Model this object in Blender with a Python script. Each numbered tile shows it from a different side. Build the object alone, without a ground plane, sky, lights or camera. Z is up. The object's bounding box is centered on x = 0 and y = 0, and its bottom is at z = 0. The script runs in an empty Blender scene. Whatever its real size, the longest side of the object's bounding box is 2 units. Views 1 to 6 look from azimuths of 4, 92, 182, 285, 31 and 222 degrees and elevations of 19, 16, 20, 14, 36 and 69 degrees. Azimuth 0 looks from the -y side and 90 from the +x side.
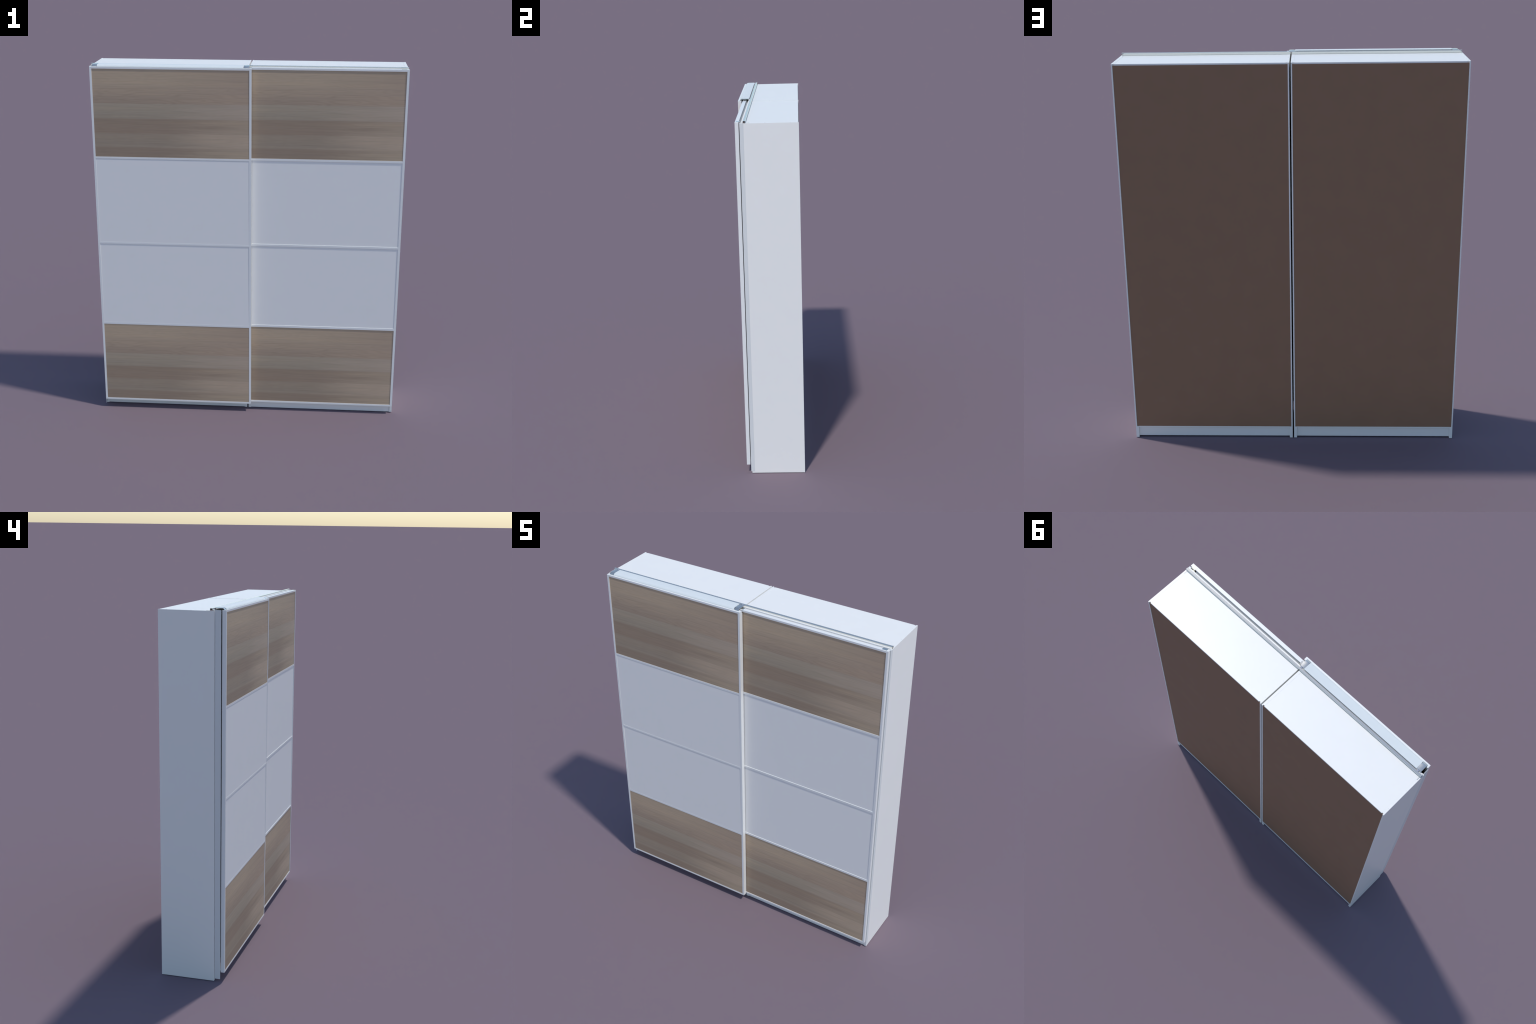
import bpy, bmesh, math
from mathutils import Vector

# ---------------------------------------------------------------- materials
def new_mat(name):
    m = bpy.data.materials.new(name)
    m.use_nodes = True
    nt = m.node_tree
    return m, nt, nt.nodes["Principled BSDF"]

def N(nt, kind, **kw):
    n = nt.nodes.new(kind)
    for k, v in kw.items():
        setattr(n, k, v)
    return n

def paint(name, col, rough, spec=0.5, mottled=0.012, bump=0.0):
    """smooth lacquer / foil with a barely visible tonal mottling"""
    m, nt, b = new_mat(name)
    tc = N(nt, "ShaderNodeTexCoord")
    no = N(nt, "ShaderNodeTexNoise")
    no.inputs["Scale"].default_value = 9.0
    no.inputs["Detail"].default_value = 3.0
    nt.links.new(tc.outputs["Object"], no.inputs["Vector"])
    r = N(nt, "ShaderNodeValToRGB")
    r.color_ramp.elements[0].position = 0.3
    r.color_ramp.elements[1].position = 0.7
    r.color_ramp.elements[0].color = (*[c * (1 - mottled) for c in col], 1)
    r.color_ramp.elements[1].color = (*[min(1, c * (1 + mottled)) for c in col], 1)
    nt.links.new(no.outputs["Fac"], r.inputs["Fac"])
    nt.links.new(r.outputs["Color"], b.inputs["Base Color"])
    b.inputs["Roughness"].default_value = rough
    b.inputs["Specular IOR Level"].default_value = spec
    if bump:
        n2 = N(nt, "ShaderNodeTexNoise")
        n2.inputs["Scale"].default_value = 900
        nt.links.new(tc.outputs["Object"], n2.inputs["Vector"])
        bp = N(nt, "ShaderNodeBump")
        bp.inputs["Strength"].default_value = bump
        bp.inputs["Distance"].default_value = 0.0005
        nt.links.new(n2.outputs["Fac"], bp.inputs["Height"])
        nt.links.new(bp.outputs["Normal"], b.inputs["Normal"])
    return m

def metal(name, col, rough, metallic=1.0):
    m, nt, b = new_mat(name)
    tc = N(nt, "ShaderNodeTexCoord")
    mp = N(nt, "ShaderNodeMapping")
    mp.inputs["Scale"].default_value = (4, 260, 260)
    no = N(nt, "ShaderNodeTexNoise")
    no.inputs["Scale"].default_value = 3.0
    nt.links.new(tc.outputs["Object"], mp.inputs["Vector"])
    nt.links.new(mp.outputs["Vector"], no.inputs["Vector"])
    mr = N(nt, "ShaderNodeMapRange")
    mr.inputs["To Min"].default_value = rough * 0.85
    mr.inputs["To Max"].default_value = rough * 1.15
    nt.links.new(no.outputs["Fac"], mr.inputs["Value"])
    nt.links.new(mr.outputs["Result"], b.inputs["Roughness"])
    b.inputs["Base Color"].default_value = (*col, 1)
    b.inputs["Metallic"].default_value = metallic
    return m

WOOD_H = 0.472     # height of one wood panel
WOOD_W = 0.8315    # width

def wood(name):
    """grey-brown oak laminate: five staves lying on top of each other, fine
    horizontal grain, cathedral figure in the upper wide stave"""
    m, nt, b = new_mat(name)
    L = nt.links.new
    tc = N(nt, "ShaderNodeTexCoord")
    sep = N(nt, "ShaderNodeSeparateXYZ")
    L(tc.outputs["Object"], sep.inputs[0])
    def math_(op, a, bb=None, c=None):
        n = N(nt, "ShaderNodeMath", operation=op)
        for i, v in enumerate((a, bb, c)):
            if v is None: continue
            if isinstance(v, (int, float)): n.inputs[i].default_value = v
            else: L(v, n.inputs[i])
        return n.outputs[0]
    # v: 0 at the top edge, 1 at the bottom edge; u: 0 left, 1 right
    v = math_("MULTIPLY_ADD", sep.outputs["Z"], -1.0 / WOOD_H, 0.5)
    u = math_("MULTIPLY_ADD", sep.outputs["X"], 1.0 / WOOD_W, 0.5)
    # low-frequency warp so that stave tones and grain wander a little
    def noise(scale, detail=2.0, src=None, mapping=(1, 1, 1), loc=(0, 0, 0), rough=0.5, dist=0.0):
        mp = N(nt, "ShaderNodeMapping")
        mp.inputs["Scale"].default_value = mapping
        mp.inputs["Location"].default_value = loc
        L(src or tc.outputs["Object"], mp.inputs["Vector"])
        n = N(nt, "ShaderNodeTexNoise")
        n.inputs["Scale"].default_value = scale
        n.inputs["Detail"].default_value = detail
        n.inputs["Roughness"].default_value = rough
        n.inputs["Distortion"].default_value = dist
        L(mp.outputs["Vector"], n.inputs["Vector"])
        return n.outputs["Fac"]
    wob = noise(1.0, 2, mapping=(5, 1, 9))
    vw = math_("ADD", v, math_("MULTIPLY_ADD", wob, 0.008, -0.004))
    def ramp(fac, stops, interp="LINEAR"):
        r = N(nt, "ShaderNodeValToRGB")
        r.color_ramp.interpolation = interp
        els = r.color_ramp.elements
        while len(els) < len(stops): els.new(0.5)
        for e, (p, c) in zip(els, stops):
            e.position = p
            e.color = (*c, 1)
        L(fac, r.inputs["Fac"])
        return r.outputs["Color"]
    def mix(fac, a, bb, mode="MIX"):
        n = N(nt, "ShaderNodeMix", data_type="RGBA", blend_type=mode)
        if isinstance(fac, (int, float)): n.inputs["Factor"].default_value = fac
        else: L(fac, n.inputs["Factor"])
        for s, x in (("A", a), ("B", bb)):
            if isinstance(x, tuple): n.inputs[s].default_value = (*x, 1)
            else: L(x, n.inputs[s])
        return n.outputs["Result"]
    e = 0.004
    # stave tones at the left side and at the right side of the panel
    left = [(0.0, WL["a"]), (0.17, WL["a"]), (0.20, WL["b"]), (0.385 - e, WL["c"]),
            (0.385 + e, WL["d"]), (0.556 - e, WL["e"]),
            (0.556 + e, WL["f"]), (0.724 - e, WL["g"]),
            (0.724 + e, WL["h"]), (0.885 - e, WL["i"]),
            (0.885 + e, WL["j"]), (1.0, WL["k"])]
    right = [(0.0, WR["a"]), (0.17, WR["a"]), (0.20, WR["b"]), (0.385 - e, WR["c"]),
             (0.385 + e, WR["d"]), (0.556 - e, WR["e"]),
             (0.556 + e, WR["f"]), (0.724 - e, WR["g"]),
             (0.724 + e, WR["h"]), (0.885 - e, WR["i"]),
             (0.885 + e, WR["j"]), (1.0, WR["k"])]
    cl = ramp(vw, left)
    cr = ramp(vw, right)
    uu = N(nt, "ShaderNodeMapRange", interpolation_type="SMOOTHSTEP")
    uu.inputs["From Min"].default_value = 0.40
    uu.inputs["From Max"].default_value = 1.05
    L(math_("ADD", u, math_("MULTIPLY_ADD", noise(1.0, 2, mapping=(3, 1, 26), loc=(3, 0, 1)), 0.5, -0.25)),
      uu.inputs["Value"])
    col = mix(uu.outputs["Result"], cl, cr)
    # broad soft streaks, warm against cool
    st = noise(1.0, 3, mapping=(1.2, 1, 52), loc=(7, 0, 2), dist=0.12)
    streak = ramp(st, [(0.30, (0.90, 0.90, 0.93)), (0.5, (1, 1, 1)), (0.70, (1.08, 1.04, 0.99))])
    col = mix(0.5, col, streak, "MULTIPLY")
    # cathedral figure: contour lines of a stretched noise field
    hill = noise(1.0, 1.0, mapping=(2.2, 1, 17), loc=(1.3, 0, 0.4), dist=0.15)
    rings = math_("SINE", math_("MULTIPLY", hill, 95.0))
    fig = ramp(math_("MULTIPLY_ADD", rings, 0.5, 0.5), [(0.0, (0.915, 0.91, 0.905)), (0.55, (1, 1, 1)), (1.0, (1.03, 1.03, 1.03))])
    # strongest in the lower part of the wide upper stave, faint elsewhere
    fmask = ramp(vw, [(0.0, (.22,) * 3), (0.18, (.25,) * 3), (0.27, (.55,) * 3), (0.38, (.55,) * 3), (0.40, (.15,) * 3), (1.0, (.22,) * 3)])
    col = mix(fmask, col, fig, "MULTIPLY")
    # plain-sawn lines about a pixel apart
    lin = noise(1.0, 2, mapping=(2.6, 1, 210), loc=(0, 0, 5), rough=0.55, dist=0.12)
    linc = ramp(lin, [(0.30, (0.88, 0.875, 0.87)), (0.5, (1, 1, 1)), (0.72, (1.05, 1.05, 1.05))])
    col = mix(0.65, col, linc, "MULTIPLY")
    # fine fibre
    fib = noise(1.0, 3, mapping=(7, 1, 420), rough=0.6)
    fibc = ramp(fib, [(0.25, (0.87, 0.87, 0.87)), (0.5, (1, 1, 1)), (0.8, (1.06, 1.06, 1.06))])
    col = mix(0.8, col, fibc, "MULTIPLY")
    L(col, b.inputs["Base Color"])
    b.inputs["Roughness"].default_value = 0.55
    b.inputs["Specular IOR Level"].default_value = 0.35
    return m

WL = dict(a=(0.555, 0.427, 0.297), b=(0.528, 0.404, 0.286), c=(0.439, 0.333, 0.241),
          d=(0.476, 0.387, 0.283), e=(0.420, 0.345, 0.254), f=(0.386, 0.291, 0.206),
          g=(0.378, 0.282, 0.204), h=(0.411, 0.322, 0.233), i=(0.404, 0.323, 0.236),
          j=(0.369, 0.278, 0.201), k=(0.357, 0.272, 0.198))
WR = dict(a=(0.515, 0.388, 0.277), b=(0.505, 0.380, 0.277), c=(0.510, 0.381, 0.273),
          d=(0.559, 0.444, 0.333), e=(0.552, 0.434, 0.323), f=(0.510, 0.389, 0.272),
          g=(0.512, 0.393, 0.278), h=(0.579, 0.446, 0.322), i=(0.586, 0.453, 0.325),
          j=(0.531, 0.410, 0.290), k=(0.531, 0.414, 0.288))

M_WHITE = paint("white_foil", (0.95, 0.945, 0.905), 0.34, mottled=0.004)
M_FRAME = paint("white_lacquered_frame", (0.92, 0.93, 0.905), 0.25, 0.8, mottled=0.004)
M_GLASS = paint("white_panel_paint", (0.955, 0.945, 0.91), 0.40, mottled=0.004)
M_STRIP = paint("grey_white_strip", (0.78, 0.80, 0.79), 0.45, mottled=0.004)
M_BACK = paint("brown_hardboard", (0.300, 0.178, 0.112), 0.6, 0.3, 0.025, 0.0)
M_SLOT_SHADE = paint("grey_slot_shade", (0.55, 0.56, 0.55), 0.5)  # grey stands in for shade on the inner door's back face
M_WOOD = wood("grey_oak_laminate")
M_RAIL = metal("satin_aluminium", (0.78, 0.78, 0.72), 0.10, 0.78)
M_LIP = paint("white_track_lacquer", (0.93, 0.92, 0.88), 0.4)
M_COVER = paint("pale_cover_lacquer", (0.76, 0.81, 0.81), 0.6, 0.25)
M_CHROME = metal("chromed_steel", (0.78, 0.78, 0.72), 0.15, 0.85)
M_ROLLER = paint("lilac_plastic", (0.62, 0.61, 0.74), 0.4)

# ---------------------------------------------------------------- builders
root = bpy.data.objects.new("wardrobe", None)
bpy.context.scene.collection.objects.link(root)
root["label"] = "white two-door sliding wardrobe with oak and white panels"
root["category"] = "wardrobe"

def add_obj(name, bm, mat, parent, origin, bevel=0.0, smooth=False, segs=2):
    if bevel:
        es = [e for e in bm.edges if len(e.link_faces) == 2 and e.calc_face_angle(0) > 0.5]
        bmesh.ops.bevel(bm, geom=es, offset=bevel, segments=segs, profile=0.5,
                        affect="EDGES", clamp_overlap=True)
    bmesh.ops.recalc_face_normals(bm, faces=bm.faces)
    me = bpy.data.meshes.new(name)
    bm.to_mesh(me)
    bm.free()
    me.materials.append(mat)
    if smooth:
        for p in me.polygons:
            p.use_smooth = True
        me.set_sharp_from_angle(angle=math.radians(35))
    ob = bpy.data.objects.new(name, me)
    bpy.context.scene.collection.objects.link(ob)
    ob.parent = parent
    off = Vector((0, 0, 0))
    p = parent
    while p is not None:
        off += Vector(p.location)
        p = p.parent
    ob.location = Vector(origin) - off
    return ob

def box_into(bm, c, x0, x1, y0, y1, z0, z1):
    vs = [bm.verts.new((x - c[0], y - c[1], z - c[2]))
          for x in (x0, x1) for y in (y0, y1) for z in (z0, z1)]
    for f in ((0, 1, 3, 2), (4, 6, 7, 5), (0, 4, 5, 1), (2, 3, 7, 6), (0, 2, 6, 4), (1, 5, 7, 3)):
        bm.faces.new([vs[i] for i in f])

def box(name, x0, x1, y0, y1, z0, z1, mat, parent=root, bevel=0.0006, smooth=False, segs=2):
    c = ((x0 + x1) / 2, (y0 + y1) / 2, (z0 + z1) / 2)
    bm = bmesh.new()
    box_into(bm, c, x0, x1, y0, y1, z0, z1)
    return add_obj(name, bm, mat, parent, c, bevel, smooth, segs)

def prism(name, prof, x0, x1, mat, parent=root, bevel=0.0, smooth=False):
    """closed (y, z) profile pushed along x"""
    c = ((x0 + x1) / 2, sum(p[0] for p in prof) / len(prof), sum(p[1] for p in prof) / len(prof))
    bm = bmesh.new()
    a = [bm.verts.new((x0 - c[0], y - c[1], z - c[2])) for y, z in prof]
    b = [bm.verts.new((x1 - c[0], y - c[1], z - c[2])) for y, z in prof]
    n = len(prof)
    bm.faces.new(a)
    bm.faces.new(b[::-1])
    for i in range(n):
        bm.faces.new((a[i], a[(i + 1) % n], b[(i + 1) % n], b[i]))
    return add_obj(name, bm, mat, parent, c, bevel, smooth)

def ribbon(path, t):
    """closed profile of a bent sheet of thickness t along an open (y, z) path"""
    up, lo = [], []
    for i, (y, z) in enumerate(path):
        p0 = Vector(path[max(i - 1, 0)])
        p1 = Vector(path[min(i + 1, len(path) - 1)])
        d = (p1 - p0).normalized()
        n = Vector((-d.y, d.x)) * (t / 2)
        up.append((y + n.x, z + n.y))
        lo.append((y - n.x, z - n.y))
    return up + lo[::-1]

# ---------------------------------------------------------------- sizes
HALF = 0.8408          # outer half width of the carcass pair
GAP = 0.0038           # half of the slot between the two cabinets
T = 0.0152             # board thickness
YF, YB = -0.1202, 0.1780
ZT = 1.9850
Z_PLINTH = 0.0585

REBATE = 0.0068        # frame edge left visible beside the hardboard back

def side_panel(out, inn):
    """upright board, rebated along its inner rear edge for the back panel"""
    lip = out + math.copysign(REBATE - 0.0002, inn - out)
    plan = [(out, YF), (inn, YF), (inn, YB - 0.0064), (lip, YB - 0.0064), (lip, YB), (out, YB)]
    foot = [(out, YF), (inn, YF), (inn, YB), (out, YB)]
    c = ((out + inn) / 2, (YF + YB) / 2, ZT / 2)
    bm = bmesh.new()
    z1 = 0.0650
    for poly, a, b in ((foot, 0.0, z1), (plan, z1, ZT)):
        lo = [bm.verts.new((x - c[0], y - c[1], a - c[2])) for x, y in poly]
        hi = [bm.verts.new((x - c[0], y - c[1], b - c[2])) for x, y in poly]
        n = len(poly)
        if a == 0.0:
            bm.faces.new(lo)
            bm.faces.new(hi)
        else:
            bm.faces.new(hi)
        for i in range(n):
            bm.faces.new((lo[i], lo[(i + 1) % n], hi[(i + 1) % n], hi[i]))
    bmesh.ops.remove_doubles(bm, verts=bm.verts, dist=1e-6)
    add_obj("side_panel", bm, M_WHITE, root, c)

def cabinet(x0, x1):
    for out, inn in ((x0, x0 + T), (x1, x1 - T)):
        side_panel(out, inn)
    xi0, xi1 = x0 + T + 0.0002, x1 - T - 0.0002
    box("top_panel", xi0, xi1, YF, YB - 0.0030, ZT - T, ZT - 0.0004, M_WHITE)
    box("bottom_panel", xi0, xi1, YF, YB - 0.0030, Z_PLINTH, Z_PLINTH + T, M_WHITE)
    # brown hardboard set into a rebate of the frame, 7 mm of frame left all round
    box("back_panel", x0 + 0.0068, x1 - 0.0068, YB - 0.0062, YB - 0.0022, 0.0655, ZT - 0.0075, M_BACK, bevel=0.0)
    box("plinth", xi0, xi1, YF + 0.0025, YF + 0.0025 + 0.012, 0.0010, Z_PLINTH - 0.0002, M_WHITE)
    box("plinth", xi0, xi1, YB - 0.0225, YB - 0.0105, 0.0055, Z_PLINTH - 0.0002, M_WHITE)
    # confirmat screws on top, two at each end
    for xs in (x0 + T / 2, x1 - T / 2):
        for ys in (0.135, 0.005):
            bm = bmesh.new()
            bmesh.ops.create_cone(bm, cap_ends=True, segments=14, radius1=0.0028, radius2=0.0024, depth=0.0008)
            add_obj("screw_cap", bm, M_FRAME, root, (xs, ys, ZT + 0.0004))

cabinet(-HALF, -GAP)
cabinet(GAP, HALF)

# vertical filler strips that close the slot between carcass and doors
box("filler_strip", -0.8368, -0.8352, -0.1535, YF - 0.0012, 0.0122, 1.9895, M_STRIP)
box("filler_strip", 0.8290, HALF + 0.0007, -0.1256, -0.1050, 0.0102, 1.9862, M_STRIP)

# ---------------------------------------------------------------- top track
# inverted channel lying on the cabinet tops, open at both ends
Y0, Y1 = -0.0954, -0.1078
track = [(Y0, ZT + 0.0004), (Y0, ZT + 0.0112), (Y0 - 0.0012, ZT + 0.0124), (Y1 + 0.0012, ZT + 0.0124),
         (Y1, ZT + 0.0112), (Y1, ZT + 0.0050), (Y1 + 0.0014, ZT + 0.0050),
         (Y1 + 0.0014, ZT + 0.0106), (Y0 - 0.0014, ZT + 0.0106), (Y0 - 0.0014, ZT + 0.0004)]
prism("track_channel", track, -0.8378, 0.8385, M_RAIL)
prism("track_lip", [(Y1 - 0.0002, ZT + 0.0005), (Y1 - 0.0002, ZT + 0.0060), (-0.1168, ZT + 0.0056), (-0.1172, ZT + 0.0005)],
      -0.8350, 0.8372, M_LIP, bevel=0.0004)
prism("track_fascia", [(YF - 0.0006, 1.9720), (YF - 0.0006, 1.930), (YF - 0.0022, 1.930), (YF - 0.0022, 1.9720)],
      -0.8260, 0.8280, M_RAIL)
for sx in (-1, 1):     # fixing tabs of the track at both ends
    box("track_tab", sx * 0.8322 - 0.0011, sx * 0.8322 + 0.0011, -0.0928, -0.0745, ZT - 0.0002, ZT + 0.0014, M_CHROME, bevel=0.0003)
    box("track_end_cap", sx * 0.8382 - 0.0012, sx * 0.8382 + 0.0012, -0.1125, -0.0985, ZT + 0.0003, ZT + 0.0040, M_CHROME, bevel=0.0003)
# lower guide, hidden behind the door bottoms
box("guide_rail", -0.8270, 0.8280, YF - 0.0074, YF - 0.0006, 0.0650, 0.0920, M_FRAME)

# ---------------------------------------------------------------- doors
STILE, RAIL = 0.0110, 0.0098

def door(x0, x1, yf, yb, z0, z1, rails, recess, lean):
    """rails: (top, bottom) of the three cross rails; recess: setback of the four panels"""
    c = ((x0 + x1) / 2, (yf + yb) / 2, (z0 + z1) / 2)
    bm = bmesh.new()
    # frame: outer slab with four windows, built as a ring grid
    xs = [x0, x0 + STILE, x1 - STILE, x1]
    zs = [z0, z0 + RAIL]
    for top, bot in reversed(rails):
        zs += [bot, top]
    zs += [z1 - RAIL, z1]
    grid = {}
    for j, y in enumerate((yf, yb)):
        for i, x in enumerate(xs):
            for k, z in enumerate(zs):
                grid[i, j, k] = bm.verts.new((x - c[0], y - c[1], z - c[2]))
    solid = lambda i, k: i in (0, 2) or k % 2 == 0
    nk = len(zs) - 1
    for i in range(3):
        for k in range(nk):
            if not solid(i, k):
                continue
            for j in (0, 1):
                bm.faces.new([grid[i, j, k], grid[i + 1, j, k], grid[i + 1, j, k + 1], grid[i, j, k + 1]])
            for di, dk, e in ((-1, 0, ((i, k), (i, k + 1))), (1, 0, ((i + 1, k), (i + 1, k + 1))),
                              (0, -1, ((i, k), (i + 1, k))), (0, 1, ((i, k + 1), (i + 1, k + 1)))):
                a, b = i + di, k + dk
                if 0 <= a < 3 and 0 <= b < nk and solid(a, b):
                    continue
                (p, q), (r, s) = e
                bm.faces.new([grid[p, 0, q], grid[r, 0, s], grid[r, 1, s], grid[p, 1, q]])
    frame = add_obj("sliding_door", bm, M_FRAME, root, c, 0.0007, True, 2)
    bounds = [(rails[0][0], z1 - RAIL), (rails[1][0], rails[0][1]),
              (rails[2][0], rails[1][1]), (z0 + RAIL, rails[2][1])]
    for n, ((a, b), rc) in enumerate(zip(bounds, recess)):
        nm, mt = ("wood_panel", M_WOOD) if n in (0, 3) else ("white_panel", M_GLASS)
        gap = -0.0010 if (n == 1 and rc < 0.002) else 0.003
        ob = box(nm, x0 + STILE - 0.003, x1 - STILE + 0.003, yf + rc, yf + rc + 0.007, a - 0.003, b + gap, mt, frame, bevel=0.0)
        # panels lean in the frame groove: full setback at the top, less at the bottom
        for vt in ob.data.vertices:
            t = (vt.co.z + (b - a) / 2) / (b - a)
            vt.co.y -= (1 - min(max(t, 0), 1)) * lean[n]
    return frame

d1 = door(-0.8315, 0.0215, -0.1780, -0.1572, 0.0502, 1.9900,
          [(1.5086, 1.4978), (1.0240, 1.0142), (0.5405, 0.5298)], (0.0024, 0.0013, 0.0020, 0.0011),
          (0.0012, 0.0008, 0.0017, 0.0002))
# the outer door hangs a touch out of plumb
d1.rotation_euler.x = 0.00085
d1.location.y += 0.00080
d2 = door(-0.0148, 0.8382, -0.1494, -0.1297, 0.0506, 1.9908,
          [(1.5076, 1.4964), (1.0233, 1.0124), (0.5388, 0.5268)], (0.0028, 0.0028, 0.0027, 0.0026),
          (0.0012, 0.0010, 0.0010, 0.0006))

# rear flange of the outer door's closing stile, reaching back to the inner door
box("stile_flange", 0.0185, 0.0212, -0.1573, -0.1508, 0.0560, 1.9760, M_FRAME, d1)

# ------------------------------------------------ top cover of the outer door
cover_path = [(-0.1668, 1.9908), (-0.1650, 1.9935), (-0.1625, 1.9960), (-0.1590, 1.9980), (-0.1545, 1.9992),
              (-0.1400, 1.9993), (-0.1116, 1.9993)]
prism("top_cover", ribbon(cover_path, 0.0014), -0.7925, -0.0200, M_COVER, d1, smooth=True)

# ------------------------------------------------ roller brackets
def hanger(xc, w, parent):
    path = [(-0.1685, 1.9908), (-0.1660, 1.9910), (-0.1638, 1.9924), (-0.1620, 1.9950), (-0.1596, 1.9972),
            (-0.1560, 1.9984), (-0.1500, 1.9989), (-0.1400, 1.9989), (-0.1250, 1.9989), (-0.1152, 1.9988),
            (-0.1136, 1.9976), (-0.1132, 1.9945)]
    # bent sheet, waisted behind the foot and crowned across its width
    bm = bmesh.new()
    prof = ribbon(path, 0.0013)
    n = len(prof)
    nx = 9
    rows = []
    cy = sum(p[0] for p in prof) / n
    cz = sum(p[1] for p in prof) / n
    for i in range(nx):
        s = -1 + 2 * i / (nx - 1)
        row = []
        for y, z in prof:
            waist = 1.0 - 0.16 * math.exp(-((y + 0.158) / 0.005) ** 2)
            drop = 0.0009 * s * s * (1 if y < -0.12 else 0.3)
            row.append(bm.verts.new((s * w / 2 * waist, y - cy, z - drop - cz)))
        rows.append(row)
    for r0, r1 in zip(rows, rows[1:]):
        for i in range(n):
            bm.faces.new((r0[i], r0[(i + 1) % n], r1[(i + 1) % n], r1[i]))
    bm.faces.new(rows[0])
    bm.faces.new(rows[-1][::-1])
    add_obj("roller_bracket", bm, M_CHROME, parent, (xc, cy, cz), smooth=True)
    bm = bmesh.new()
    bmesh.ops.create_cone(bm, cap_ends=True, segments=24, radius1=0.0058, radius2=0.0058, depth=0.0042)
    bmesh.ops.rotate(bm, verts=bm.verts, cent=(0, 0, 0),
                     matrix=__import__("mathutils").Matrix.Rotation(math.pi / 2, 3, "X"))
    add_obj("roller", bm, M_ROLLER, parent, (xc + 0.002, -0.1104, 1.9962 - 0.0042), 0.0005, True)

hanger(-0.0045, 0.0290, d1)
hanger(-0.8070, 0.0290, d1)

def flat_bracket(xc, w, parent):
    box("roller_bracket", xc - w / 2, xc + w / 2, -0.1440, -0.1285, 1.9905, 1.9916, M_CHROME, parent, 0.0004)
    box("bracket_leg", xc - w / 2 + 0.002, xc + w / 2 - 0.002, -0.1278, -0.1240, 1.9640, 1.9912, M_CHROME, parent, 0.0004)

flat_bracket(0.8140, 0.0270, d2)
flat_bracket(0.0090, 0.0270, d2)
# added grey ledge below the inner door's top, imitating its shaded back face
prism("slot_shade_ledge", [(-0.1299, 1.9800), (-0.1248, 1.9770), (-0.1248, 1.9650), (-0.1299, 1.9650)], -0.012, 0.797, M_SLOT_SHADE, d2)
